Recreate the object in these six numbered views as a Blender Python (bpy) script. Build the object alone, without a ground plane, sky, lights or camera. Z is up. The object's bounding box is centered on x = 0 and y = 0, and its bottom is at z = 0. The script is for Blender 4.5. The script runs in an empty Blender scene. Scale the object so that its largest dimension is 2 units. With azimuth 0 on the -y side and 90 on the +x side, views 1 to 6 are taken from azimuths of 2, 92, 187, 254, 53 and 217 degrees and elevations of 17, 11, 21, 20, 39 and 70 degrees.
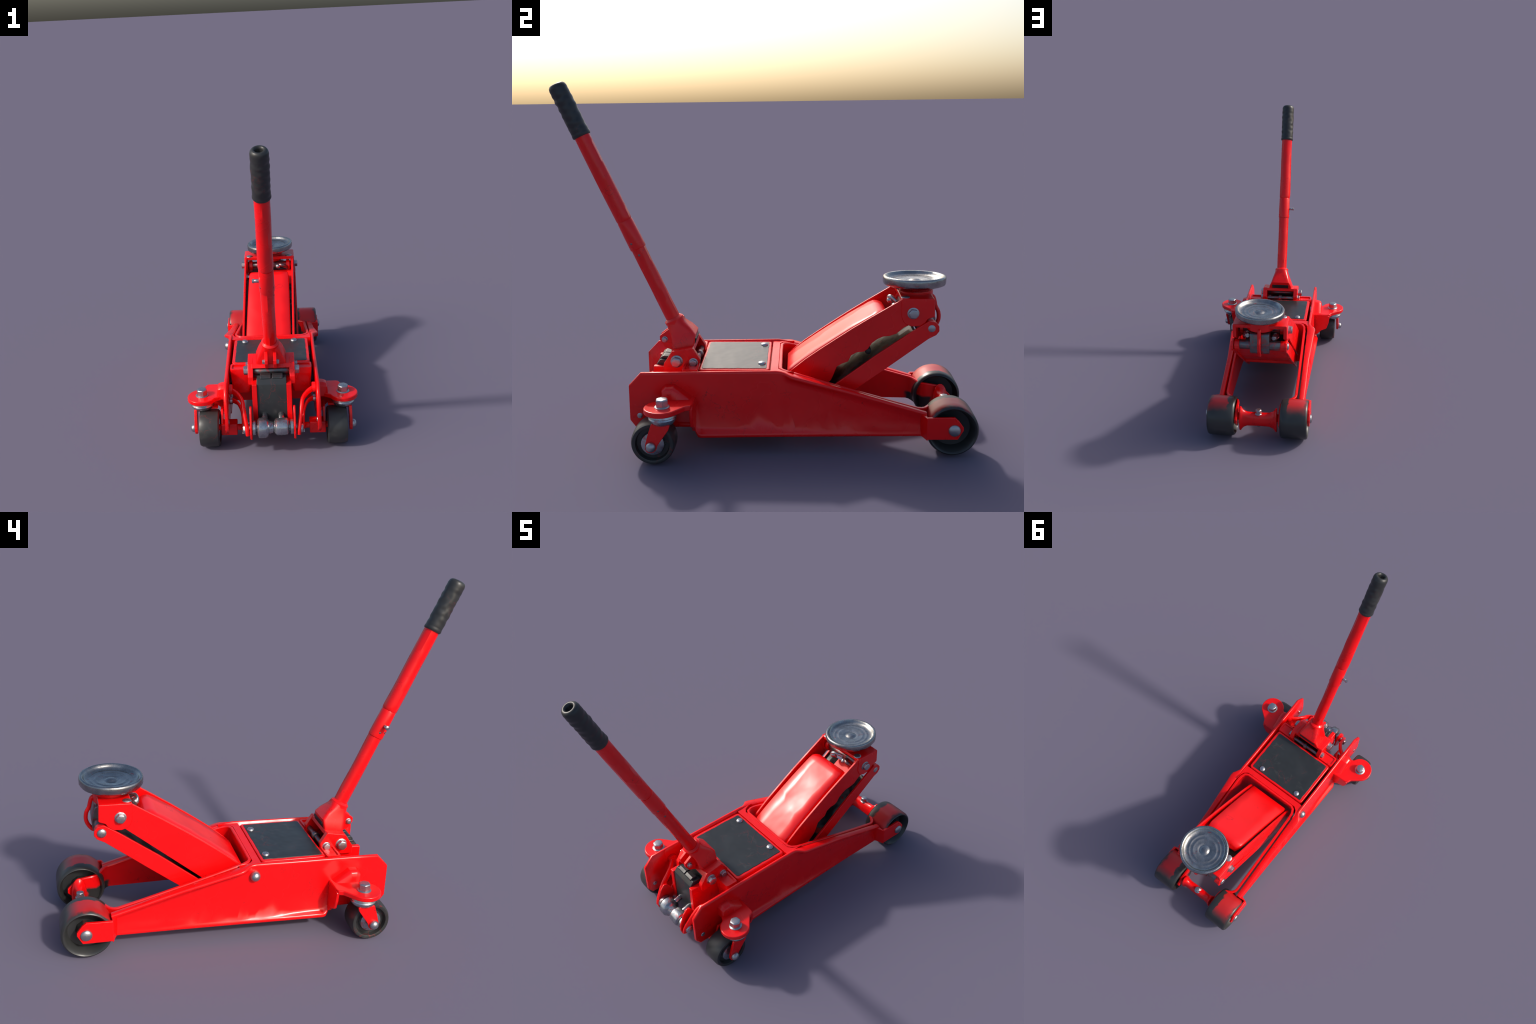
# Red hydraulic floor jack, built part by part.  y = length of the jack
# (handle towards -y, saddle and big rollers towards +y), x = width, z = up.
import bpy, bmesh, math, random
from mathutils import Vector, Matrix, noise

random.seed(7)
V = Vector

# ------------------------------------------------------------------ materials
def new_mat(name):
    m = bpy.data.materials.new(name)
    m.use_nodes = True
    nt = m.node_tree
    return m, nt, nt.nodes["Principled BSDF"]

def node(nt, kind, **kw):
    n = nt.nodes.new(kind)
    for k, v in kw.items():
        if k in n.inputs:
            n.inputs[k].default_value = v
        else:
            setattr(n, k, v)
    return n

def ramp(nt, src, a, b, ca=(0, 0, 0, 1), cb=(1, 1, 1, 1)):
    r = nt.nodes.new("ShaderNodeValToRGB")
    r.color_ramp.elements[0].position = a
    r.color_ramp.elements[1].position = b
    r.color_ramp.elements[0].color = ca
    r.color_ramp.elements[1].color = cb
    nt.links.new(src, r.inputs[0])
    return r.outputs[0]

def math_node(nt, op, a, b=None):
    n = nt.nodes.new("ShaderNodeMath")
    n.operation = op
    for i, v in enumerate((a, b)):
        if v is None:
            continue
        if isinstance(v, (int, float)):
            n.inputs[i].default_value = v
        else:
            nt.links.new(v, n.inputs[i])
    return n.outputs[0]

def mix(nt, fac, a, b):
    n = nt.nodes.new("ShaderNodeMix")
    n.data_type = 'RGBA'
    for sock, v in ((n.inputs[0], fac), (n.inputs[6], a), (n.inputs[7], b)):
        if isinstance(v, (int, float)):
            sock.default_value = v
        elif isinstance(v, tuple):
            sock.default_value = (*v, 1) if len(v) == 3 else v
        else:
            nt.links.new(v, sock)
    return n.outputs[2]

def coords(nt):
    return nt.nodes.new("ShaderNodeTexCoord").outputs["Object"]

def noise_tex(nt, co, scale, detail=4.0, rough=0.55, distortion=0.0):
    n = node(nt, "ShaderNodeTexNoise", Scale=scale, Detail=detail, Roughness=rough, Distortion=distortion)
    nt.links.new(co, n.inputs["Vector"])
    return n.outputs["Fac"]

def scratch_mask(nt, co, cell, width, patch_scale, lo, hi, warp=0.35):
    """thin broken crack lines: voronoi cell borders, warped, shown only in patches"""
    wn = node(nt, "ShaderNodeTexNoise", Scale=cell * 1.3, Detail=3.0)
    nt.links.new(co, wn.inputs["Vector"])
    add = nt.nodes.new("ShaderNodeVectorMath"); add.operation = 'SCALE'
    nt.links.new(wn.outputs["Color"], add.inputs[0]); add.inputs["Scale"].default_value = warp
    s = nt.nodes.new("ShaderNodeVectorMath"); s.operation = 'ADD'
    nt.links.new(co, s.inputs[0]); nt.links.new(add.outputs[0], s.inputs[1])
    v = node(nt, "ShaderNodeTexVoronoi", feature='DISTANCE_TO_EDGE', Scale=cell)
    nt.links.new(s.outputs[0], v.inputs["Vector"])
    line = ramp(nt, v.outputs["Distance"], 0.0, width, (1, 1, 1, 1), (0, 0, 0, 1))
    patch = ramp(nt, noise_tex(nt, co, patch_scale, 2.0), lo, hi)
    return math_node(nt, 'MULTIPLY', line, patch)

def bump(nt, bsdf, height, strength, dist=0.01):
    b = node(nt, "ShaderNodeBump", Strength=strength, Distance=dist)
    nt.links.new(height, b.inputs["Height"])
    nt.links.new(b.outputs[0], bsdf.inputs["Normal"])

RED = (0.90, 0.0030, 0.0042)

def red_colour(nt, co):
    tone = ramp(nt, noise_tex(nt, co, 5.0, 3.0), 0.35, 0.7)
    col = mix(nt, tone, RED, (0.82, 0.0028, 0.0040))
    scr = scratch_mask(nt, co, 9.0, 0.018, 7.0, 0.58, 0.66)
    return mix(nt, math_node(nt, 'MULTIPLY', scr, 0.75), col, (0.16, 0.006, 0.008))

def make_red(name="red_paint", dent=0.35, rough=0.25, spec=0.48):
    m, nt, b = new_mat(name)
    co = coords(nt)
    nt.links.new(red_colour(nt, co), b.inputs["Base Color"])
    r = nt.nodes.new("ShaderNodeMapRange")
    nt.links.new(noise_tex(nt, co, 4.0, 3.0), r.inputs[0])
    r.inputs[3].default_value = rough - 0.06
    r.inputs[4].default_value = rough + 0.1
    nt.links.new(r.outputs[0], b.inputs["Roughness"])
    b.inputs["Specular IOR Level"].default_value = spec
    bump(nt, b, noise_tex(nt, co, 7.0, 1.5, 0.4), dent, 0.02)
    return m

def make_steel(name="steel", smear=0.10, base=(0.50, 0.53, 0.56), rough=0.24, metallic=0.9):
    m, nt, b = new_mat(name)
    co = coords(nt)
    tone = ramp(nt, noise_tex(nt, co, 22.0, 4.0), 0.3, 0.72)
    col = mix(nt, tone, base, tuple(c * 0.62 for c in base))
    sm = ramp(nt, noise_tex(nt, co, 34.0, 2.0, 0.6, 0.6), 0.66 - smear, 0.76 - smear * 0.6)
    col = mix(nt, math_node(nt, 'MULTIPLY', sm, 0.55), col, (0.55, 0.02, 0.02))
    nt.links.new(col, b.inputs["Base Color"])
    b.inputs["Metallic"].default_value = metallic
    r = nt.nodes.new("ShaderNodeMapRange")
    nt.links.new(noise_tex(nt, co, 30.0, 3.0), r.inputs[0])
    r.inputs[3].default_value = rough - 0.07
    r.inputs[4].default_value = rough + 0.12
    nt.links.new(r.outputs[0], b.inputs["Roughness"])
    bump(nt, b, noise_tex(nt, co, 40.0, 2.0), 0.18, 0.006)
    return m

def make_black(name, base=(0.035, 0.037, 0.037), rough=0.42, veins=0.6, cell=7.0, lo=0.5, hi=0.6, dent=0.25, width=0.022):
    m, nt, b = new_mat(name)
    co = coords(nt)
    tone = ramp(nt, noise_tex(nt, co, 9.0, 4.0), 0.3, 0.7)
    col = mix(nt, tone, base, tuple(c * 0.72 for c in base))
    scuff = ramp(nt, noise_tex(nt, co, 13.0, 5.0, 0.65, 0.5), 0.58, 0.74)
    col = mix(nt, math_node(nt, 'MULTIPLY', scuff, 0.5), col, (0.085, 0.084, 0.078))
    scr = scratch_mask(nt, co, cell, width, 6.0, lo, hi)
    col = mix(nt, math_node(nt, 'MULTIPLY', scr, veins), col, (0.33, 0.012, 0.012))
    nt.links.new(col, b.inputs["Base Color"])
    b.inputs["Roughness"].default_value = rough
    bump(nt, b, noise_tex(nt, co, 9.0, 2.0), dent, 0.012)
    return m

RED_M = make_red()
RED_ROUGH = make_red("red_paint_dull", 0.2, 0.42)
RED_COVER = make_red("red_cover_paint", 0.2, 0.29, 0.6)
STEEL = make_steel()
SADDLE_M = make_steel("saddle_steel", 0.02, (0.41, 0.41, 0.405), 0.25, 1.0)
ROD_M = make_steel("worn_rod_steel", 0.2, (0.20, 0.21, 0.22), 0.34)
RUBBER = make_black("black_rubber")
FLOOR_M = None
GRIP_M = make_black("grip_rubber", (0.030, 0.032, 0.033), 0.4, 0.5, 12.0, 0.56, 0.66)
PANEL_M = make_black("dark_panel", (0.029, 0.033, 0.035), 0.3, 0.45, 7.0, 0.52, 0.60, 0.25, 0.016)
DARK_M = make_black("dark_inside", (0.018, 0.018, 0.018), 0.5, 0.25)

def make_roller(sign):
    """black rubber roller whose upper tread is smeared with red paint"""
    m, nt, b = new_mat("painted_rubber")
    co = coords(nt)
    sep = nt.nodes.new("ShaderNodeSeparateXYZ")
    nt.links.new(co, sep.inputs[0])
    wob = math_node(nt, 'MULTIPLY', math_node(nt, 'SUBTRACT', noise_tex(nt, co, 16.0, 3.0), 0.5), 0.07)
    xin = math_node(nt, 'ADD', math_node(nt, 'MULTIPLY', sep.outputs[0], sign), wob)
    across = math_node(nt, 'MULTIPLY', ramp(nt, xin, 0.186, 0.192), ramp(nt, xin, 0.288, 0.306, (1, 1, 1, 1), (0, 0, 0, 1)))
    height = ramp(nt, math_node(nt, 'ADD', sep.outputs[2], math_node(nt, 'MULTIPLY', wob, 0.5)), 0.150, 0.175)
    # only the tread (outside radius) takes paint
    dy = math_node(nt, 'SUBTRACT', sep.outputs[1], ROLLER_Y)
    dz = math_node(nt, 'SUBTRACT', sep.outputs[2], ROLLER_Z)
    rad = math_node(nt, 'SQRT', math_node(nt, 'ADD', math_node(nt, 'MULTIPLY', dy, dy), math_node(nt, 'MULTIPLY', dz, dz)))
    tread = ramp(nt, rad, 0.112, 0.115)
    # smeared out towards the front of the roller
    front = ramp(nt, math_node(nt, 'ADD', math_node(nt, 'ADD', dy, 0.2), math_node(nt, 'MULTIPLY', wob, 0.4)), 0.232, 0.288, (1, 1, 1, 1), (0, 0, 0, 1))
    f = math_node(nt, 'MULTIPLY', math_node(nt, 'MULTIPLY', across, height), math_node(nt, 'MULTIPLY', tread, front))
    base = (0.035, 0.037, 0.037)
    tone = ramp(nt, noise_tex(nt, co, 9.0, 4.0), 0.3, 0.7)
    col = mix(nt, tone, base, (0.024, 0.026, 0.027))
    col = mix(nt, math_node(nt, 'MULTIPLY', f, 0.93), col, (0.52, 0.014, 0.016))
    nt.links.new(col, b.inputs["Base Color"])
    b.inputs["Roughness"].default_value = 0.36
    bump(nt, b, noise_tex(nt, co, 9.0, 2.0), 0.2, 0.012)
    return m

def make_fork_red():
    """red paint with a black smear low down where the roller fork bends round the wheel"""
    m, nt, b = new_mat("red_paint_smeared")
    co = coords(nt)
    sep = nt.nodes.new("ShaderNodeSeparateXYZ")
    nt.links.new(co, sep.inputs[0])
    wob = math_node(nt, 'MULTIPLY', math_node(nt, 'SUBTRACT', noise_tex(nt, co, 18.0, 3.0), 0.5), 0.06)
    y = math_node(nt, 'ADD', sep.outputs[1], wob)
    z = math_node(nt, 'ADD', sep.outputs[2], math_node(nt, 'MULTIPLY', wob, 0.4))
    f = math_node(nt, 'MULTIPLY', ramp(nt, y, 0.725, 0.735), ramp(nt, y, 0.845, 0.86, (1, 1, 1, 1), (0, 0, 0, 1)))
    f = math_node(nt, 'MULTIPLY', f, ramp(nt, z, 0.125, 0.137, (1, 1, 1, 1), (0, 0, 0, 1)))
    nt.links.new(mix(nt, f, red_colour(nt, co), (0.03, 0.03, 0.03)), b.inputs["Base Color"])
    b.inputs["Roughness"].default_value = 0.32
    bump(nt, b, noise_tex(nt, co, 7.0, 1.5, 0.4), 0.3, 0.02)
    return m

def make_link_web():
    """dark glossy upper face, dull dark red paint on the face below"""
    m, nt, b = new_mat("link_web_paint")
    co = coords(nt)
    sep = nt.nodes.new("ShaderNodeSeparateXYZ")
    nt.links.new(co, sep.inputs[0])
    # signed distance to the middle plane of the web
    h = math_node(nt, 'SUBTRACT', sep.outputs[2], math_node(nt, 'ADD', math_node(nt, 'MULTIPLY', sep.outputs[1], .722), .0085))
    f = ramp(nt, math_node(nt, 'ADD', math_node(nt, 'MULTIPLY', h, 10.0), 0.5), 0.47, 0.5)
    blot = ramp(nt, noise_tex(nt, co, 11.0, 3.0, 0.6, 0.4), 0.42, 0.60)
    top = mix(nt, blot, (0.012, 0.012, 0.012), (0.13, 0.122, 0.105))  # black lightened to tan in blotches, painting in the sky's reflection
    top = mix(nt, ramp(nt, noise_tex(nt, co, 15.0, 2.0), 0.64, 0.70), top, (0.35, 0.015, 0.012))
    nt.links.new(mix(nt, f, red_colour(nt, co), top), b.inputs["Base Color"])
    rr = nt.nodes.new("ShaderNodeMapRange")
    nt.links.new(blot, rr.inputs[0])
    rr.inputs[3].default_value = 0.45
    rr.inputs[4].default_value = 0.28
    nt.links.new(rr.outputs[0], b.inputs["Roughness"])
    bump(nt, b, noise_tex(nt, co, 12.0, 2.0), 0.1, 0.01)
    return m
FLOOR_M = make_link_web()

ROLLER_Y, ROLLER_Z, ROLLER_R = 0.8805, 0.1305, 0.1220
FORK_RED = make_fork_red()

# ------------------------------------------------------------------ mesh helpers
ROOT = bpy.data.objects.new("floor_jack", None)
bpy.context.scene.collection.objects.link(ROOT)
ROOT["label"] = "red hydraulic floor jack with black-gripped lever and round steel saddle"
ROOT["category"] = "floor jack"

def finish(bm, name, mat, parent=None, bevel=0.0, segs=2, smooth=True, angle=35):
    bmesh.ops.remove_doubles(bm, verts=bm.verts, dist=1e-6)
    bmesh.ops.recalc_face_normals(bm, faces=bm.faces)
    me = bpy.data.meshes.new(name)
    bm.to_mesh(me)
    bm.free()
    me.materials.append(mat)
    ob = bpy.data.objects.new(name, me)
    bpy.context.scene.collection.objects.link(ob)
    ob.parent = parent or ROOT
    if smooth:
        me.shade_smooth() if hasattr(me, "shade_smooth") else None
        if bevel == 0:
            me.set_sharp_from_angle(angle=math.radians(angle))
    if bevel > 0:
        b = ob.modifiers.new("Bevel", 'BEVEL')
        b.width = bevel
        b.segments = segs
        b.limit_method = 'ANGLE'
        b.angle_limit = math.radians(30)
        b.harden_normals = True
    return ob

def round_poly(pts, radii, n=4):
    """round the corners of a 2d polygon; radii one number or a list"""
    out = []
    k = len(pts)
    for i, p in enumerate(pts):
        r = radii if isinstance(radii, (int, float)) else radii[i]
        p, a, b = V(p), V(pts[i - 1]), V(pts[(i + 1) % k])
        da, db = (a - p), (b - p)
        if r <= 1e-6:
            out.append(p); continue
        la, lb = da.length, db.length
        da.normalize(); db.normalize()
        ang = math.acos(max(-1, min(1, da.dot(db))))
        t = min(r / max(math.tan(ang / 2), 1e-3), la * 0.48, lb * 0.48)
        p0, p1 = p + da * t, p + db * t
        for j in range(n + 1):
            s = j / n
            out.append(p0 * (1 - s) ** 2 + p * 2 * s * (1 - s) + p1 * s * s)
    return out

def extrude(name, pts, lo, hi, mat, axis='x', bevel=0.003, parent=None, r=0.0, segs=2):
    """prism: 2d outline in the plane across `axis`, from lo to hi along it"""
    if (isinstance(r, (int, float)) and r > 0) or isinstance(r, list):
        pts = round_poly(pts, r)
    bm = bmesh.new()
    def at(p, h):
        a, b = p[0], p[1]
        return {'x': (h, a, b), 'y': (a, h, b), 'z': (a, b, h)}[axis]
    A = [bm.verts.new(at(p, lo)) for p in pts]
    B = [bm.verts.new(at(p, hi)) for p in pts]
    n = len(pts)
    bm.faces.new(A); bm.faces.new(B)
    for i in range(n):
        bm.faces.new((A[i], A[(i + 1) % n], B[(i + 1) % n], B[i]))
    return finish(bm, name, mat, parent, bevel, segs)

def box(name, x, y, z, mat, bevel=0.004, parent=None, segs=2):
    return extrude(name, [(y[0], z[0]), (y[1], z[0]), (y[1], z[1]), (y[0], z[1])], x[0], x[1], mat, 'x', bevel, parent, 0.0, segs)

def loft(name, rings, mat, parent=None, cap=True, closed_ring=True, bevel=0.0, angle=35, loop=False):
    bm = bmesh.new()
    R = [[bm.verts.new(p) for p in ring] for ring in rings]
    n = len(rings[0])
    pairs = list(zip(R[:-1], R[1:])) + ([(R[-1], R[0])] if loop else [])
    for a, b in pairs:
        for i in range(n if closed_ring else n - 1):
            j = (i + 1) % n
            try:
                bm.faces.new((a[i], a[j], b[j], b[i]))
            except ValueError:
                pass
    if cap and not loop:
        bm.faces.new(R[0]); bm.faces.new(R[-1])
    return finish(bm, name, mat, parent, bevel, 2, True, angle)

def frame_of(d):
    d = V(d).normalized()
    u = d.cross(V((0, 0, 1)))
    if u.length < 1e-3:
        u = V((1, 0, 0))
    u.normalize()
    return u, d.cross(u).normalized(), d

def lathe(name, prof, origin, axis, mat, seg=32, parent=None, angle=35, wobble=None):
    """profile of (along, radius) pairs turned about an axis through origin"""
    u, v, d = frame_of(axis)
    o = V(origin)
    rings = []
    for k, (t, r) in enumerate(prof):
        ring = []
        for i in range(seg):
            a = 2 * math.pi * i / seg
            rr = max(r, 1e-4)
            if wobble:
                rr += wobble(t, a)
            ring.append(o + d * t + (u * math.cos(a) + v * math.sin(a)) * rr)
        rings.append(ring)
    return loft(name, rings, mat, parent, True, True, 0.0, angle)

def rod(name, p0, p1, r, mat, parent=None, seg=24, r1=None, chamfer=0.003):
    p0, p1 = V(p0), V(p1)
    L = (p1 - p0).length
    r1 = r if r1 is None else r1
    return lathe(name, [(0, r - chamfer), (chamfer, r), (L - chamfer, r1), (L, r1 - chamfer)], p0, p1 - p0, mat, seg, parent, 50)

def smooth_path(pts, n=8):
    P = [V(p) for p in pts]
    out = []
    for i in range(len(P) - 1):
        p0, p1, p2, p3 = P[max(i - 1, 0)], P[i], P[i + 1], P[min(i + 2, len(P) - 1)]
        for j in range(n):
            t = j / n
            out.append(0.5 * ((2 * p1) + (p2 - p0) * t + (2 * p0 - 5 * p1 + 4 * p2 - p3) * t * t + (3 * p1 - p0 - 3 * p2 + p3) * t ** 3))
    out.append(P[-1])
    return out

def strap(name, pts, w, h, mat, parent=None, side=(1, 0, 0), n=6, seg=14, power=2.6):
    """bent bar of rounded cross-section: half sizes w across `side`, h across the other way"""
    path = smooth_path(pts, n)
    rings = []
    for i, p in enumerate(path):
        d = (path[min(i + 1, len(path) - 1)] - path[max(i - 1, 0)]).normalized()
        b = d.cross(V(side)).normalized()
        a = b.cross(d).normalized()
        ring = []
        for k in range(seg):
            t = 2 * math.pi * k / seg
            c, s = math.cos(t), math.sin(t)
            ring.append(p + a * (w * math.copysign(abs(c) ** (2 / power), c)) + b * (h * math.copysign(abs(s) ** (2 / power), s)))
        rings.append(ring)
    return loft(name, rings, mat, parent, True, True, 0.0, 60)

# bolts share mesh data ------------------------------------------------------
def bolt_mesh(kind):
    bm = bmesh.new()
    if kind == "dome":
        prof = [(0, .95), (.12, 1.0), (.42, .97), (.68, .84), (.88, .58), (.98, .28), (1.0, .01)]
        seg = 20
    elif kind == "hex":
        prof = [(0, 1.24), (.08, 1.24), (.15, 1.10), (.17, 1.02), (.88, 1.0), (.97, .90), (1.0, .78), (1.0, .01)]
        seg = 24
    else:
        prof = [(0, 1.0), (.35, .98), (.75, .8), (.95, .45), (1.0, .01)]
        seg = 20
    rings = []
    for t, r in prof:
        ring = []
        for i in range(seg):
            a = 2 * math.pi * i / seg
            k = 1.0
            if kind == "hex" and t > .15:
                m = (a % (math.pi / 3)) - math.pi / 6
                k = (0.9 / math.cos(m)) * 0.75 + 0.98 * 0.25
            ring.append(bm.verts.new((math.cos(a) * r * k, math.sin(a) * r * k, t)))
        rings.append(ring)
    for a, b in zip(rings[:-1], rings[1:]):
        for i in range(seg):
            bm.faces.new((a[i], a[(i + 1) % seg], b[(i + 1) % seg], b[i]))
    bm.faces.new(rings[0]); bm.faces.new(rings[-1])
    bmesh.ops.recalc_face_normals(bm, faces=bm.faces)
    me = bpy.data.meshes.new("bolt_" + kind)
    bm.to_mesh(me); bm.free()
    me.shade_smooth()
    me.set_sharp_from_angle(angle=math.radians(42))
    me.materials.append(STEEL)
    return me

BOLTS = {k: bolt_mesh(k) for k in ("dome", "hex", "rivet")}

def bolt(kind, p, axis, r, h, parent=None, name="bolt", spin=0.0, mat=None):
    ob = bpy.data.objects.new(name, BOLTS[kind])
    bpy.context.scene.collection.objects.link(ob)
    ob.parent = parent or ROOT
    q = V((0, 0, 1)).rotation_difference(V(axis)).to_matrix().to_4x4()
    ob.matrix_world = Matrix.Translation(p) @ q @ Matrix.Rotation(spin, 4, 'Z') @ Matrix.Diagonal((r, r, h, 1))
    if mat:
        ob.material_slots[0].link = 'OBJECT'
        ob.material_slots[0].material = mat
    return ob

def interp(tab, y):
    if y <= tab[0][0]:
        return tab[0][1]
    for (a, p), (b, q) in zip(tab[:-1], tab[1:]):
        if y <= b:
            return p + (q - p) * (y - a) / max(b - a, 1e-9)
    return tab[-1][1]

# ------------------------------------------------------------------ side plates (pressed channels)
TOP = [(-.634, .335), (-.577, .396), (.062, .404), (.10, .399), (.15, .385), (.41, .309), (.765, .204)]
BOT = [(-.634, .160), (-.608, .124), (-.338, .127), (-.310, .082), (.765, .086)]
LIPT = [(.09, 0.0), (.135, .034), (.20, .030), (.43, .016), (.765, .014)]   # how far the rolled lips stand out
LIPB = [(-.345, 0.0), (-.30, .029), (0, .020), (.46, .009), (.765, .006)]
XO, XI = .259, .241

def side_plate(s):
    ys = sorted({-.634, -.608, -.577, -.46, -.338, -.325, -.310, -.295, -.25, -.2, -.14, -.08, -.03, .02, .062, .085, .10, .115, .13, .15, .2,
                 .24, .28, .31, .345, .38, .41, .45, .5, .54, .58, .62, .66, .72, .75, .765})
    rings = []
    rnd = random.Random(5)
    for y in ys:
        T, B = interp(TOP, y), interp(BOT, y)
        lt, lb = interp(LIPT, y), interp(LIPB, y)
        wob = 0.0018 * noise.noise(V((y * 9, 3.1 * s, 0.5)))
        if lt > .01:
            lt += .002 if s < 0 else -.002
        et, eb = XO + lt, XO + lb
        lt, lb = min(1, lt / .012), min(1, lb / .008)
        xo = XO - .004 * max(0, min(1, (y - .15) / .3))
        jog, hop = (rnd.uniform(-.002, .003), rnd.choice((0, .005, .02, .05, .085))) if -.1 < y < .74 else (0, 0)  # random fillet heights, shaped to draw highlight streaks up the web
        if T - B < .16:
            hop *= .35
        # (x, z) section: plate web with a rolled-out lip above and below
        sec = [(XI, T - .002), (XI + .004, T), (et - .007, T), (et - .001, T - .004), (et, T - .011 - wob), (et - .005 * lt, T - .018), (xo + .008 * lt, T - .028),
               (xo + .002 * lt, T - .040), (xo, T - .056 + wob), (xo + wob * .5, (T + B) / 2), (xo + jog, B + .044 + hop), (xo + .009 * lb, B + .027),
               (eb - .004 * lb, B + .022), (eb, B + .014), (eb, B + .005), (eb - .004, B), (XI + .004, B), (XI, B + .002)]
        rings.append([(s * x, y, z) for x, z in sec])
    return loft("side_plate", rings, RED_M, None, True, True, 0.0, 72)

PLATES = {s: side_plate(s) for s in (1, -1)}

# ------------------------------------------------------------------ inner frame: one bent sheet round the arm recess
def inner_sheet():
    plan = []
    for s in (1, -1):
        half = [(.136, .948), (.136, .90), (.136, .835), (.142, .808), (.165, .788), (.200, .768), (.215, .750), (.220, .73), (.2215, .60), (.223, .40), (.2235, .25), (.2235, .16), (.220, .12), (.207, .092), (.186, .080)]
        half = [(s * x, y) for x, y in half]
        plan += half if s == 1 else half[::-1]
        if s == 1:
            plan += [(.09, .079), (0, .079), (-.09, .079)]
    topz = [(.08, .398), (.10, .397), (.16, .383), (.41, .307), (.72, .216), (.78, .206), (.89, .196), (.915, .180), (.948, .140)]
    botz = [(.08, .10), (.20, .10), (.74, .092), (.80, .070), (.90, .070), (.925, .085), (.948, .118)]
    rings = []
    th = .013
    P = [V((x, y, 0)) for x, y in plan]
    for i, p in enumerate(P):
        d = (P[min(i + 1, len(P) - 1)] - P[max(i - 1, 0)]).normalized()
        nrm = V((-d.y, d.x, 0))
        y = p.y
        T, B = interp(topz, y), interp(botz, y)
        h = th / 2
        sec = [(-h, B), (-h, T - .012), (-h - .002, T - .005), (-h + .001, T), (h - .001, T), (h + .002, T - .005), (h, T - .012), (h, B)]
        rings.append([p + nrm * a + V((0, 0, z)) for a, z in sec])
    return loft("inner_frame", rings, FORK_RED, None, True, True, 0.0, 40)

INNER = inner_sheet()

# ------------------------------------------------------------------ deck, panel and rear body
DECK = box("deck", (-.212, .212), (-.300, .060), (.20, .372), RED_ROUGH, .003)
box("gap_dark_floor", (-.2405, .2405), (-.288, .066), (.22, .27), DARK_M, .001, DECK)
rim_in = [(.2395, .145), (.2385, .145), (.2375, .118), (.224, .088), (.200, .0705)]
deck_rim = [(-.2395, .036), (-.226, .036), (-.226, .0345), (.226, .0345), (.226, .036), (.2395, .036)] + rim_in + [(-x, y) for x, y in rim_in[::-1]]
extrude("deck_rim", deck_rim, .340, .3965, RED_M, 'z', .0015, DECK)
TRAY = extrude("panel_tray", [(-.222, -.306), (.222, -.306), (.222, .028), (-.222, .028)], .365, .3985, RED_M, 'z', .006, DECK, .018, 3)
def wavy_panel():
    pts = []
    x, y0, y1 = .205, -.294, .014
    base = round_poly([(-x, y0), (x, y0), (x, y1), (-x, y1)], .012, 3)
    dense = []
    for a, b in zip(base, base[1:] + base[:1]):
        k = max(1, int((b - a).length / .02))
        dense += [a.lerp(b, i / k) for i in range(k)]
    for p in dense:
        w = noise.noise(V((p.x * 30, p.y * 30, 2.0))) * .0035
        pts.append((p.x * (1 + w / .2), p.y + w * .6))
    return extrude("dark_panel", pts, .390, .4008, PANEL_M, 'z', .0012, DECK)
PANEL = wavy_panel()
for s in (1, -1):
    bolt("rivet", (s * .147 - .009, -.010, .4), (0, 0, 1), .0195, .012, PANEL, "rivet")

BODY = extrude("rear_body", [(-.226, .17), (.226, .17), (.226, .368), (-.226, .368)], -.320, -.290, RED_ROUGH, 'y', .004)
for s in (1, -1):
    # tank block with a shallow tray pressed into its top
    rings = []
    for z, xa, xb, ya, yb in ((.245, .128, .214, -.372, -.31), (.252, .124, .218, -.376, -.31), (.384, .100, .229, -.386, -.31), (.391, .101, .228, -.385, -.311)):
        ring = round_poly([(xa, ya), (xb, ya), (xb, yb), (xa, yb)], .012, 3)
        rings.append([(s * p.x, p.y, z) for p in ring])
    tank = loft("tank_block", rings, RED_M, BODY, True, True, 0, 40)
    rim = [(.094, -.386), (.229, -.386), (.229, -.313), (.094, -.313)]
    outer, inner = round_poly(rim, .014, 3), round_poly([(.104, -.376), (.219, -.376), (.219, -.323), (.104, -.323)], .010, 3)
    rings = [[(s * p.x, p.y, .386) for p in outer], [(s * p.x, p.y, .3970) for p in outer],
             [(s * (p.x * .97 + q.x * .03), p.y * .97 + q.y * .03, .3982) for p, q in zip(outer, inner)],
             [(s * p.x, p.y, .3982) for p in inner], [(s * p.x, p.y, .3895) for p in inner]]
    loft("tray_rim", rings, RED_M, BODY, True, True, 0, 40)
box("slot_floor", (-.10, .10), (-.39, -.30), (.30, .352), DARK_M, .002, BODY)

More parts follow.
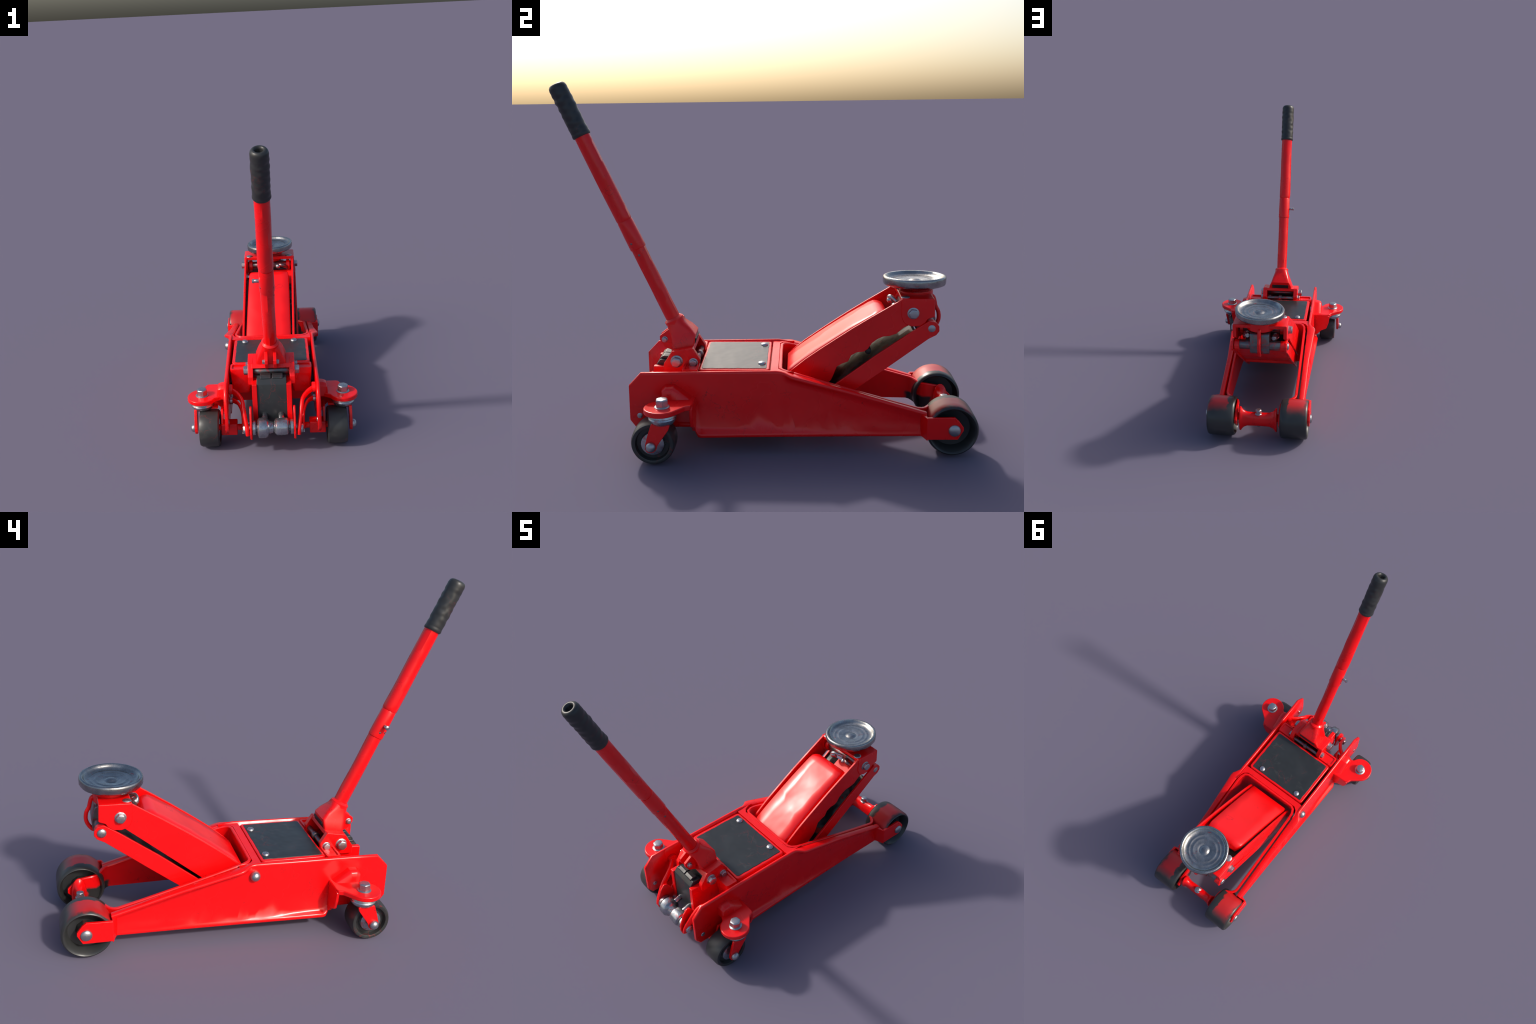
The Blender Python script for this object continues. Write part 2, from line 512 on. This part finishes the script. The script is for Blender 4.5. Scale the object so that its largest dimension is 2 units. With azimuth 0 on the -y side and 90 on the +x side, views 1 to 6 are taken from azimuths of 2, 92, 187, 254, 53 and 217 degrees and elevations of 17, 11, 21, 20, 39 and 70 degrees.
# ------------------------------------------------------------------ pump at the rear
PUMP = extrude("pump_block", [(-.536, .125), (-.40, .125), (-.40, .36), (-.47, .40), (-.512, .402), (-.532, .377), (-.536, .37)], -.081, .081, PANEL_M, 'x', .003)
for s in (1, -1):
    extrude("pump_cheek", [(-.542, .120), (-.36, .120), (-.36, .375), (-.50, .377), (-.542, .377)], *sorted((s * .0805, s * .108)), RED_M, 'x', .003, PUMP)
    lo, hi = sorted((s * .003, s * .062))
    extrude("pump_cap", [(-.518, .398), (-.470, .398), (-.470, .398), (-.472, .412), (-.500, .415), (-.516, .405)], lo, hi, PANEL_M, 'x', .003, PUMP)
    rod("pump_nipple", (s * .045, -.53, .195), (s * .047, -.60, .170), .016, STEEL, PUMP, 16, .019)
rod("pivot_bar", (-.104, -.428, .408), (.104, -.428, .408), .027, ROD_M, PUMP)

KY, KZ = -.617, .150
SHAFT = rod("knuckle_shaft", (-.165, KY + .004, KZ - .002), (.165, KY + .004, KZ - .002), .020, STEEL)
lathe("knuckle", [(0, .034), (.004, .049), (.011, .0555), (.046, .0555), (.057, .049), (.066, .036), (.086, .030)], (-.086, KY, KZ), (1, 0, 0), STEEL, 12, SHAFT, 34)
lathe("knuckle", [(0, .026), (.005, .037), (.017, .0465), (.062, .0475), (.074, .045), (.079, .038), (.083, .030)], (.004, KY, KZ + .004), (1, 0, 0), STEEL, 14, SHAFT, 28)
for s in (1, -1):
    lathe("washer", [(0, .03), (.003, .040), (.018, .040), (.021, .03)], (s * .092, KY + .002, KZ), (s, 0, 0), STEEL, 20, SHAFT, 40)
    plate = [(-.602, .268), (-.580, .262), (-.540, .205), (-.538, .165), (-.575, .112), (-.612, .086), (-.646, .092), (-.657, .130), (-.652, .170), (-.626, .238)]
    extrude("pivot_plate", plate, *sorted((s * .1125, s * .1245)), RED_M, 'x', .004, SHAFT, .012)
    strap("pedal_lever", [(s * .246, -.452, .312), (s * .222, -.468, .308), (s * .190, -.496, .298), (s * .166, -.535, .280), (s * .158, -.572, .245), (s * .150, -.603, .200), (s * .141, -.630, .148), (s * .139, -.636, .118)],
          .011, .018, RED_M, SHAFT)
    strap("return_lever", [(s * .245, -.415, .225), (s * .215, -.430, .225), (s * .190, -.452, .215), (s * .172, -.488, .185), (s * .166, -.530, .140), (s * .165, -.560, .105)], .008, .015, RED_M, SHAFT)
    strap("return_link", [(s * .178, -.470, .200), (s * .170, -.505, .165), (s * .168, -.545, .110), (s * .167, -.560, .085)], .006, .010, STEEL, SHAFT)
    lathe("lever_boss", [(0, .024), (.003, .028), (.02, .028), (.023, .022)], (s * .2415, -.456, .312), (-s, 0, 0), RED_M, 20, SHAFT, 40)
    lathe("lever_boss", [(0, .018), (.003, .022), (.015, .022), (.018, .016)], (s * .2415, -.415, .222), (-s, 0, 0), STEEL, 20, SHAFT, 40)
    bolt("dome", (s * .148, KY, KZ - .01), (s, 0, 0), .024, .020, SHAFT, "bolt")
    box("axle_block", sorted((s * .200, s * .290)), (-.535, -.468), (.070, .137), RED_M, .005)
    rod("axle_stub", (s * .15, -.505, .104), (s * .31, -.505, .106), .017, RED_M)
    bolt("rivet", (s * .2575, -.587, .184), (s, 0, 0), .014, .005, PLATES[s], "rivet")
    bolt("rivet", (s * .2415, -.587, .184), (-s, 0, 0), .014, .006, PLATES[s], "rivet")

# ------------------------------------------------------------------ casters
for s in (1, -1):
    cx, cy, cz = s * .391, -.456, .106
    # horizontal ear: round pad with a neck that widens to the side plate
    ear = [(.250, -.474), (.285, -.474), (.318, -.492)]
    ear += [(.391 + .081 * math.cos(a), -.460 + .081 * math.sin(a)) for a in [math.radians(-140 + 13.2 * i) for i in range(16)]]
    ear += [(.385, -.352), (.376, -.328), (.36, -.322), (.250, -.322)]
    ear = [(s * x, y) for x, y in ear]
    EAR = extrude("caster_ear", ear, .2555, .2815, RED_M, 'z', .006, None, 0.0, 3)
    # flange folded down along the front edge of the ear
    web = [(.250, .280), (.345, .278), (.376, .266), (.368, .215), (.352, .165), (.315, .150), (.285, .118), (.250, .108)]
    extrude("ear_flange", [(s * x, z) for x, z in web], -.336, -.320, RED_M, 'y', .004, EAR, [0, .01, .012, .01, .02, .02, .02, 0])
    # raised boss where the ear runs up the side plate
    rings = []
    for x, ya, yb, za, zb in ((.252, -.478, -.330, .258, .342), (.280, -.476, -.332, .258, .339), (.298, -.473, -.335, .258, .334), (.304, -.470, -.338, .260, .326), (.309, -.462, -.345, .264, .283)):
        ring = round_poly([(ya, za), (yb, za), (yb, za + (zb - za) * .25), (yb - .085, zb), (ya + .018, zb), (ya, zb - .018 * (zb - za) / .1)], .008, 3)
        rings.append([(s * x, p.x, p.y) for p in ring])
    loft("ear_boss", rings, RED_M, EAR, True, True, 0, 40)
    bolt("hex", (cx, cy, .2805), (0, 0, 1), .029, .040, EAR, "bolt", .2 * s)
    lathe("swivel_cup", [(0, .058), (.004, .066), (.013, .069), (.019, .062), (.025, .065), (.035, .063), (.050, .052), (.058, .037), (.060, .02)], (cx, cy, .2575), (0, 0, -1), STEEL, 28, EAR, 30)
    # fork legs
    FORK = box("caster_fork", sorted((s * .306, s * .428)), (-.476, -.432), (.205, .216), RED_M, .003)
    for dx, nm in ((.036, 1), (-.100, -1)):
        xa, xb = (.4205, .4365) if dx > 0 else (.276, .289)
        leg = [(-.502, .214), (-.416, .210), (-.424, .186), (-.476, .112), (-.482, .092), (-.494, .079), (-.510, .075), (-.526, .080), (-.534, .096), (-.532, .116), (-.520, .160)]
        extrude("fork_leg", leg, *sorted((s * xa, s * xb)), RED_M, 'x', .003, FORK, .006)
    bolt("dome", (s * .4365, -.506, .107), (s, 0, 0), .0235, .024, FORK, "bolt")
    # wheel: tyre turned with hollow side faces, steel hub
    wx, wy, wz = s * .294, -.505, .104
    R = .1035
    prof = [(.012, .052), (.012, .078), (.003, .083), (.002, .093), (.010, R - .002), (.030, R), (.070, R), (.098, R - .002), (.1115, .0955), (.113, .087), (.110, .080), (.088, .076), (.088, .052)]
    w = lathe("caster_wheel", prof, (wx, wy, wz), (s, 0, 0), RUBBER, 40, None, 40)
    lathe("hub", [(.010, .040), (.008, .050), (.030, .056), (.092, .058), (.106, .053), (.110, .036), (.110, .015)], (wx, wy, wz), (s, 0, 0), STEEL, 28, w, 35)

# ------------------------------------------------------------------ front rollers
for s in (1, -1):
    R = ROLLER_R
    prof = [(.050, .046), (.050, .092), (.006, .104), (.000, .109), (.004, .116), (.016, R - .001), (.05, R), (.115, R), (.154, R - .0005), (.164, .1175), (.168, .111), (.163, .103), (.112, .088), (.108, .046)]
    w = lathe("roller", prof, (s * .141, ROLLER_Y, ROLLER_Z), (s, 0, 0), make_roller(s), 44, None, 45)
    lathe("roller_hub", [(.03, .04), (.03, .05), (.12, .052), (.135, .046), (.138, .03)], (s * .141, ROLLER_Y, ROLLER_Z), (s, 0, 0), DARK_M, 10, w, 30)
    yoke = [(.760, .093), (.760, .199), (.886, .202), (.905, .186), (.928, .153), (.928, .138), (.902, .094)]
    Y = extrude("outer_yoke", yoke, *sorted((s * .303, s * .3185)), RED_M, 'x', .003, PLATES[s], .006)
    extrude("yoke_root", [(s * .243, .738), (s * .262, .738), (s * .276, .746), (s * .3178, .760), (s * .3178, .7635), (s * .243, .7635)], .088, .196, RED_M, "z", .003, PLATES[s])
    bolt("dome", (s * .318, .885, .140), (s, 0, 0), .0285, .017, Y, "bolt", .3)
    rod("axle_end", (s * .112, .884, .132), (s * .31, .884, .132), .024, RED_M, Y)

def spool():
    # slim bar with a flat arched plate at each end: (along x, half height, half depth)
    prof = [(-.118, .060, .026), (-.1175, .079, .036), (-.114, .082, .038), (-.108, .081, .037), (-.103, .072, .033), (-.092, .058, .029), (-.070, .047, .027), (-.04, .0445, .029), (0, .0435, .029)]
    prof += [(-t, a, b) for t, a, b in prof[-2::-1]]
    rings = []
    for t, hz, hy in prof:
        ring = []
        for i in range(36):
            a = 2 * math.pi * i / 36
            c, q = math.cos(a), math.sin(a)
            pw = 2.0 if q > 0 else 3.2
            ring.append((t, .893 + math.copysign(abs(c) ** (2 / pw), c) * hy, .124 + math.copysign(abs(q) ** (2 / pw), q) * hz * (1.0 if q > 0 else .97)))
        rings.append(ring)
    return loft("axle_spool", rings, RED_M, None, True, True, 0, 40)
SPOOL = spool()
bolt("hex", (-.001, .893, .162), (0, 0, 1), .019, .030, SPOOL, "bolt")
bolt("rivet", (-.001, .893, .082), (0, 0, -1), .015, .012, SPOOL, "bolt")

# ------------------------------------------------------------------ lift arm
bolt("dome", (-.2585, .070, .342), (-1, 0, 0), .0265, .032, PLATES[-1], "bolt")

ARM_X = .163
def arm_outline(scallop):
    pts = [(.105, .335), (.118, .356), (.137, .374), (.20, .426), (.27, .476), (.334, .520), (.42, .578), (.52, .641), (.653, .722), (.690, .722), (.715, .65), (.690, .600)]
    if scallop:
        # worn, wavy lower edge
        wave = [(.680, .594), (.663, .586), (.630, .556), (.597, .544), (.567, .541), (.540, .528), (.515, .508), (.497, .480), (.478, .466), (.445, .462), (.418, .447), (.403, .416), (.375, .405), (.350, .390), (.335, .350), (.322, .322)]
        pts += wave
    pts += [(.300, .298), (.16, .19), (.10, .24)]
    return pts
ARM = None
for s in (1, -1):
    a = extrude("arm_plate", arm_outline(s > 0), *sorted((s * .150, s * ARM_X)), RED_M, 'x', .003, ARM)
    if ARM is None:
        ARM = a

def cover():
    # thin folded sheet between the arm plates, vertices jittered to break up its highlights
    line = [(.112, .357), (.137, .376), (.20, .426), (.334, .519), (.42, .575), (.52, .636), (.570, .667)]
    rnd = random.Random(11)
    us = [1, .985, .94, .55, .05, -.45, -.94, -.985, -1]
    drops = [-.030, -.006, 0, 0, 0, 0, 0, -.006, -.030]
    fs = [0, .16, .30, .43, .55, .68, .80, .89, .94, .97, .99, 1.0]
    rings = []
    for f in fs:
        y = .112 + (.570 - .112) * f
        z = interp(line, y)
        d = V((0, .04, interp(line, min(y + .02, .57)) - interp(line, min(y + .02, .57) - .04))).normalized()
        up = V((0, -d.z, d.y))
        end = max(0.0, (f - .89) / .11)
        wx = .141 - .010 * f - .020 * end ** 3
        top = []
        for u, dr in zip(us, drops):
            inner = abs(u) < .9
            j = rnd.uniform(-.0060, .0030) if inner and 0 < f < .9 else 0
            sx = rnd.uniform(-.012, .012) if inner and 0 < f < .9 else 0
            sy = rnd.uniform(-.018, .018) if inner and 0 < f < .8 else 0
            top.append(V((u * wx + sx, y, z)) + d * sy + up * (j + dr - .030 * end ** 3))
        low = [V((u * wx, y, z)) + up * (-.036 - .018 * end ** 3) for u in (-1, -.5, 0, .5, 1)]
        rings.append(top + low)
    return loft("arm_cover", rings, RED_COVER, ARM, True, True, 0, 50)
COVER = cover()

# near-black block filling the inside of the arm
extrude("arm_dark_block", [(.13, .31), (.20, .37), (.53, .600), (.600, .585), (.480, .478), (.36, .39), (.24, .27)], -.1495, .085, DARK_M, 'x', .002, ARM)
# lower link: U-shaped channel from the head down into the frame
def link():
    prof_top = [(.20, .205), (.328, .299), (.524, .447), (.720, .583), (.770, .617)]
    prof_bot = [(.20, .118), (.30, .190), (.41, .266), (.563, .373), (.780, .535)]
    outline = [(.20, .205), (.328, .299), (.524, .447), (.720, .583), (.752, .603), (.782, .622), (.812, .616), (.828, .596), (.829, .572), (.815, .553), (.780, .535), (.563, .374), (.415, .267), (.30, .185), (.20, .118)]
    first = None
    for s in (1, -1):
        o = extrude("link_side", outline, *sorted((s * .1535, s * .167)), RED_M, 'x', .003, first)
        first = first or o
    extrude("link_web", [(.300, .264), (.524, .431), (.712, .562), (.735, .540), (.735, .522), (.700, .495), (.545, .379), (.372, .251), (.320, .218)], -.155, .155, FLOOR_M, 'x', .002, first)
    extrude("link_end_strip", [(.352, .221), (.366, .232), (.362, .262), (.350, .258)], -.155, .155, RED_ROUGH, 'x', .002, first)
    return first
LINK = link()

# ------------------------------------------------------------------ head block
HX = .164
cheek = [(.651, .712), (.651, .640), (.664, .606), (.700, .592), (.742, .594), (.765, .612), (.775, .628), (.808, .640), (.806, .726), (.651, .726)]
HEAD = box("head_block", (-HX + .002, HX - .002), (.652, .806), (.704, .727), RED_M, .006)
for s in (1, -1):
    extrude("head_cheek", cheek, *sorted((s * (HX - .020), s * (HX + .003))), RED_M, 'x', .005, HEAD, [0, .02, .03, .02, .015, .015, .01, .01, 0, 0])
    bolt("hex", (s * (HX + .002), .706, .657), (s, 0, 0), .0225, .024, HEAD, "bolt", .35)
    bolt("dome", (s * .166, .793, .585), (s, 0, 0), .0225, .013, HEAD, "bolt")
    lathe("link_boss", [(0, .030), (.003, .034), (.030, .034), (.033, .028)], (s * .158, .793, .585), (-s, 0, 0), RED_M, 24, HEAD, 40)
    bolt("rivet", (s * .132, .672, .7265), (0, 0, 1), .022, .006, HEAD, "rivet")
rod("upper_pin", (-.15, .690, .655), (.15, .690, .655), .026, ROD_M, HEAD)
lathe("pin_collar", [(0, .03), (.003, .037), (.022, .037), (.025, .03)], (-.138, .690, .655), (1, 0, 0), RED_M, 20, HEAD, 40)
lathe("pin_collar", [(0, .03), (.003, .037), (.022, .037), (.025, .03)], (.113, .690, .655), (1, 0, 0), RED_M, 20, HEAD, 40)
rod("lower_pin", (-.15, .792, .588), (.15, .792, .588), .030, ROD_M, HEAD)
drum = round_poly([(.735, .535), (.826, .540), (.830, .600), (.815, .672), (.760, .685), (.735, .65)], .02, 4)
extrude("ram_drum", drum, -.060, .060, ROD_M, 'x', .004, HEAD)
lathe("spring_stud", [(0, .018), (.010, .022), (.05, .020), (.06, .012)], (.095, .745, .640), (-.3, .8, .2), STEEL, 14, HEAD, 40)
lathe("spring_stud", [(0, .018), (.010, .022), (.05, .020), (.06, .012)], (-.095, .735, .630), (.2, .9, .1), STEEL, 14, HEAD, 40)
strap("hook", [(0, .805, .705), (0, .824, .698), (0, .833, .672), (0, .838, .650), (0, .852, .620), (0, .854, .585), (0, .842, .555), (0, .822, .533), (0, .806, .535)], .011, .010, RED_M, HEAD, power=2.2)
# chain and spring parts behind the saddle
strap("spring_hook", [(-.015, .640, .650), (-.030, .618, .668), (-.022, .612, .690), (.005, .620, .698), (.03, .645, .680)], .009, .009, STEEL, HEAD, side=(0, .6, .8))
strap("spring_hook", [(.045, .67, .65), (.06, .645, .668), (.085, .630, .672), (.105, .638, .660), (.12, .66, .645)], .011, .011, ROD_M, HEAD, side=(0, .6, .8))
rod("cross_pin", (-.14, .500, .462), (.14, .500, .462), .015, DARK_M, HEAD)
extrude("arm_bridge", [(.548, .566), (.655, .630), (.662, .620), (.556, .555)], -.010, .1495, RED_ROUGH, "x", .002, HEAD)
lathe("spring_ball", [(0, .006), (.006, .015), (.014, .019), (.024, .019), (.032, .014), (.037, .004)], (-.02, .632, .660), (-.1, -.6, .8), STEEL, 18, HEAD, 60)
lathe("spring_ball", [(0, .006), (.005, .014), (.012, .017), (.020, .016), (.028, .006)], (.055, .640, .655), (.2, -.6, .7), STEEL, 18, HEAD, 60)

# saddle lug, neck and dish
lug = [(math.cos(a) * .088, .742 + math.sin(a) * .080) for a in [2 * math.pi * i / 28 for i in range(28)]]
extrude("saddle_seat", lug, .682, .742, RED_M, 'z', .008, HEAD, 0, 3)
SX, SY = 0.002, .731
sp = [(.728, .060), (.733, .078), (.742, .094), (.754, .118), (.760, .140), (.764, .1475), (.772, .1515), (.796, .1520), (.803, .149), (.8055, .1430), (.804, .136), (.795, .131), (.787, .123),
      (.7840, .106), (.7850, .101), (.7854, .097), (.7840, .092), (.7832, .086), (.7834, .080), (.7845, .075), (.7847, .071), (.7833, .066), (.7825, .050), (.7815, .038), (.780, .034), (.781, .029), (.786, .023), (.7885, .014), (.789, .001)]
def saddle():
    seg = 56
    rings = []
    for z, r in sp:
        ring = []
        for i in range(seg):
            a = 2 * math.pi * i / seg
            # the rim is worn into slight facets
            k = 1.0
            if r > .125:
                k += .004 * math.cos(11 * a + .6) + .003 * noise.noise(V((math.cos(a) * 2, math.sin(a) * 2, 1)))
            x = r * k * math.cos(a)
            # the dish sits a little askew on its pin
            ring.append((SX + x, SY + r * k * math.sin(a), z + .044 * x))
        rings.append(ring)
    return loft("saddle", rings, SADDLE_M, None, True, True, 0, 50)
SADDLE = saddle()

# ------------------------------------------------------------------ handle socket
def super_ring(c, ex, ey, a, b, power, n=28):
    ring = []
    for i in range(n):
        t = 2 * math.pi * (i + .5) / n
        x, y = math.cos(t), math.sin(t)
        ring.append(V(c) + V(ex) * (a * math.copysign(abs(x) ** (2 / power), x)) + V(ey) * (b * math.copysign(abs(y) ** (2 / power), y)))
    return ring

AXIS = V((0, -.4130, .9107)).normalized()
BASE = V((0, -.4600, .6075))
ex = V((1, 0, 0))
def quad_dir(p, q):
    d = V((0, q[0] - p[0], q[1] - p[1]))
    return V((0, (p[0] + q[0]) / 2, (p[1] + q[1]) / 2)), d.normalized(), d.length / 2
def socket():
    stations = [((-.449, .447), (-.344, .472), .085, 12), ((-.452, .466), (-.341, .492), .083, 12), ((-.460, .502), (-.338, .524), .069, 10),
                ((-.468, .528), (-.362, .553), .059, 7), ((-.482, .554), (-.394, .581), .049, 3.5), ((-.490, .572), (-.402, .603), .046, 2)]
    rings = []
    for p, q, a, pw in stations:
        c, ey, b = quad_dir(p, q)
        rings.append(super_ring(c, ex, ey, a, b, pw))
    return loft("handle_socket", rings, RED_M, None, True, True, 0, 30)
SOCKET = socket()
lathe("socket_collar", [(-.044, .043), (-.040, .0485), (-.022, .049), (-.018, .045), (-.012, .038)], BASE, AXIS, RED_M, 24, SOCKET, 40)
extrude("socket_slot", [(-.348, .476), (-.3405, .478), (-.334, .503), (-.345, .506)], -.060, .060, DARK_M, "x", .001, SOCKET)
cheek2 = [(-.490, .352), (-.488, .396), (-.446, .459), (-.345, .476), (-.309, .418), (-.314, .392), (-.335, .378), (-.43, .352)]
for s in (1, -1):
    extrude("socket_cheek", cheek2, *sorted((s * .100, s * .129)), RED_M, 'x', .005, SOCKET, [.004, .01, .012, .012, .012, .012, .02, .01])
    bolt("hex", (s * .128, -.424, .409), (s, 0, 0), .0245, .027, SOCKET, "bolt", .25)
    bolt("hex", (s * .128, -.343, .403), (s, 0, 0), .018, .018, SOCKET, "bolt", .1)
    # two ears with a cross bolt on the back of the socket
    tab = [(-.455, .432), (-.498, .452), (-.520, .486), (-.520, .508), (-.470, .545), (-.45, .52)]
    extrude("back_tab", tab, *sorted((s * .015, s * .032)), RED_M, 'x', .004, SOCKET, .006)
    bolt("hex", (s * .032, -.495, .490), (s, 0, 0), .0125, .014, SOCKET, "bolt")
extrude("socket_bridge", [(-.462, .436), (-.448, .457), (-.344, .474), (-.338, .455), (-.37, .447), (-.43, .432)], -.11, .11, RED_M, 'x', .003, SOCKET)
rod("slot_rod", (-.125, -.330, .404), (.125, -.330, .404), .0135, ROD_M, SOCKET)
lathe("rod_collar", [(0, .017), (.003, .021), (.023, .021), (.026, .017)], (-.014, -.330, .404), (1, 0, 0), ROD_M, 18, SOCKET, 40)

# ------------------------------------------------------------------ handle
def facet(t, a):
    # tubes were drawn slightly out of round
    return .0008 * math.cos(3 * a + 1.2) + .0018 * noise.noise(V((math.cos(a) * 1.5, math.sin(a) * 1.5, t * 7)))
LT = lathe("lower_tube", [(-.06, .0355)] + [(-.02 + .02 * i, .0360) for i in range(26)], BASE, AXIS, RED_M, 12, None, 35, facet)
lathe("joint_sleeve", [(.368, .035), (.371, .0388), (.376, .0398), (.44, .0395), (.515, .0382), (.519, .0365)], BASE, AXIS, RED_M, 20, LT, 35)
UT = lathe("upper_tube", [(.512, .034), (.521, .0375), (.528, .0392)] + [(.54 + .022 * i, .0396 - .00004 * i) for i in range(21)], BASE, AXIS, RED_M, 12, None, 35, facet)
def ridges(t, a):
    f = max(0, min(1, (t - .99) / .03)) * max(0, min(1, (1.20 - t) / .03))
    return f * (.0010 * math.sin(t * 170 + 1.8 * math.sin(a + 4 * t)) * (0.5 + 0.5 * math.cos(a - 2.6)) + .0032 * noise.noise(V((math.cos(a) * 1.6, math.sin(a) * 1.6, t * 38))))
gp = [(.966, .036), (.967, .0425), (.973, .0455), (.982, .0450), (.988, .0432)] + [(.99 + .005 * i, .0435 + .0003 * math.sin(i)) for i in range(43)] + [(1.212, .0440), (1.224, .0415), (1.232, .0360), (1.2355, .0285), (1.233, .0225), (1.222, .0185), (1.200, .015), (1.185, .006), (1.184, .001)]
GRIP = lathe("grip", gp, BASE, AXIS, GRIP_M, 32, None, 50, ridges)
def on_handle(t, ang, r):
    u, v, d = frame_of(AXIS)
    return BASE + AXIS * t + (u * math.cos(ang) + v * math.sin(ang)) * r
pin = BASE + AXIS * .440
rod("locking_pin", pin + V((-.030, 0, 0)), pin + V((-.066, 0, 0)), .0095, STEEL, LT, 14)
lathe("pin_head", [(0, .008), (.003, .0115), (.011, .0115), (.014, .007)], pin + V((-.060, 0, 0)), (-1, 0, 0), STEEL, 14, LT, 40)
for ang, t in ((0.35, .405), (0.1, .34), (2.6, .41), (3.3, .40)):
    u = V((math.cos(ang), -math.sin(ang) * AXIS.z, math.sin(ang) * AXIS.y))
    bolt("rivet", BASE + AXIS * t + u * (.0385 if t > .37 else .0355), u, .006, .002, LT, "rivet", mat=ROD_M)

# ------------------------------------------------------------------ the real jack is not quite symmetrical
def family(ob):
    out = [ob]
    for c in bpy.data.objects:
        if c.parent is ob or c.parent == ob:
            out += family(c)
    return out

def sway(tops, f):
    done = set()
    for top in tops:
        for ob in family(top):
            if ob.name in done:
                continue
            done.add(ob.name)
            if ob.data.name.startswith("bolt_"):
                ob.location.x += f(ob.location.y)
            else:
                for v in ob.data.vertices:
                    v.co.x += f(v.co.y)

sway([ARM], lambda y: -.004 - .029 * max(0, .70 - y))
for ob in family(LINK):      # the lower link splays a little towards its lower end
    for v in ob.data.vertices:
        v.co.x += .004 if v.co.x > 0 else -.004 - .012 * max(0, .70 - v.co.y)
for ob in family(SHAFT):     # pedal shaft and its levers tuck in behind the pump
    if ob.data.name.startswith("bolt_"):
        ob.location += V((0, .007, .005))
    else:
        for v in ob.data.vertices:
            k = max(0, min(1, (-.52 - v.co.y) / .06))
            v.co.y += .007 * k
            v.co.z += .005 * k       # arm swung slightly to one side
sway([HEAD], lambda y: -.0045)
sway([DECK, BODY], lambda y: -.004)
sway([PLATES[1], PLATES[-1]], lambda y: interp([(-.63, .001), (-.1, -.003), (.4, -.002), (.765, -.001)], y))
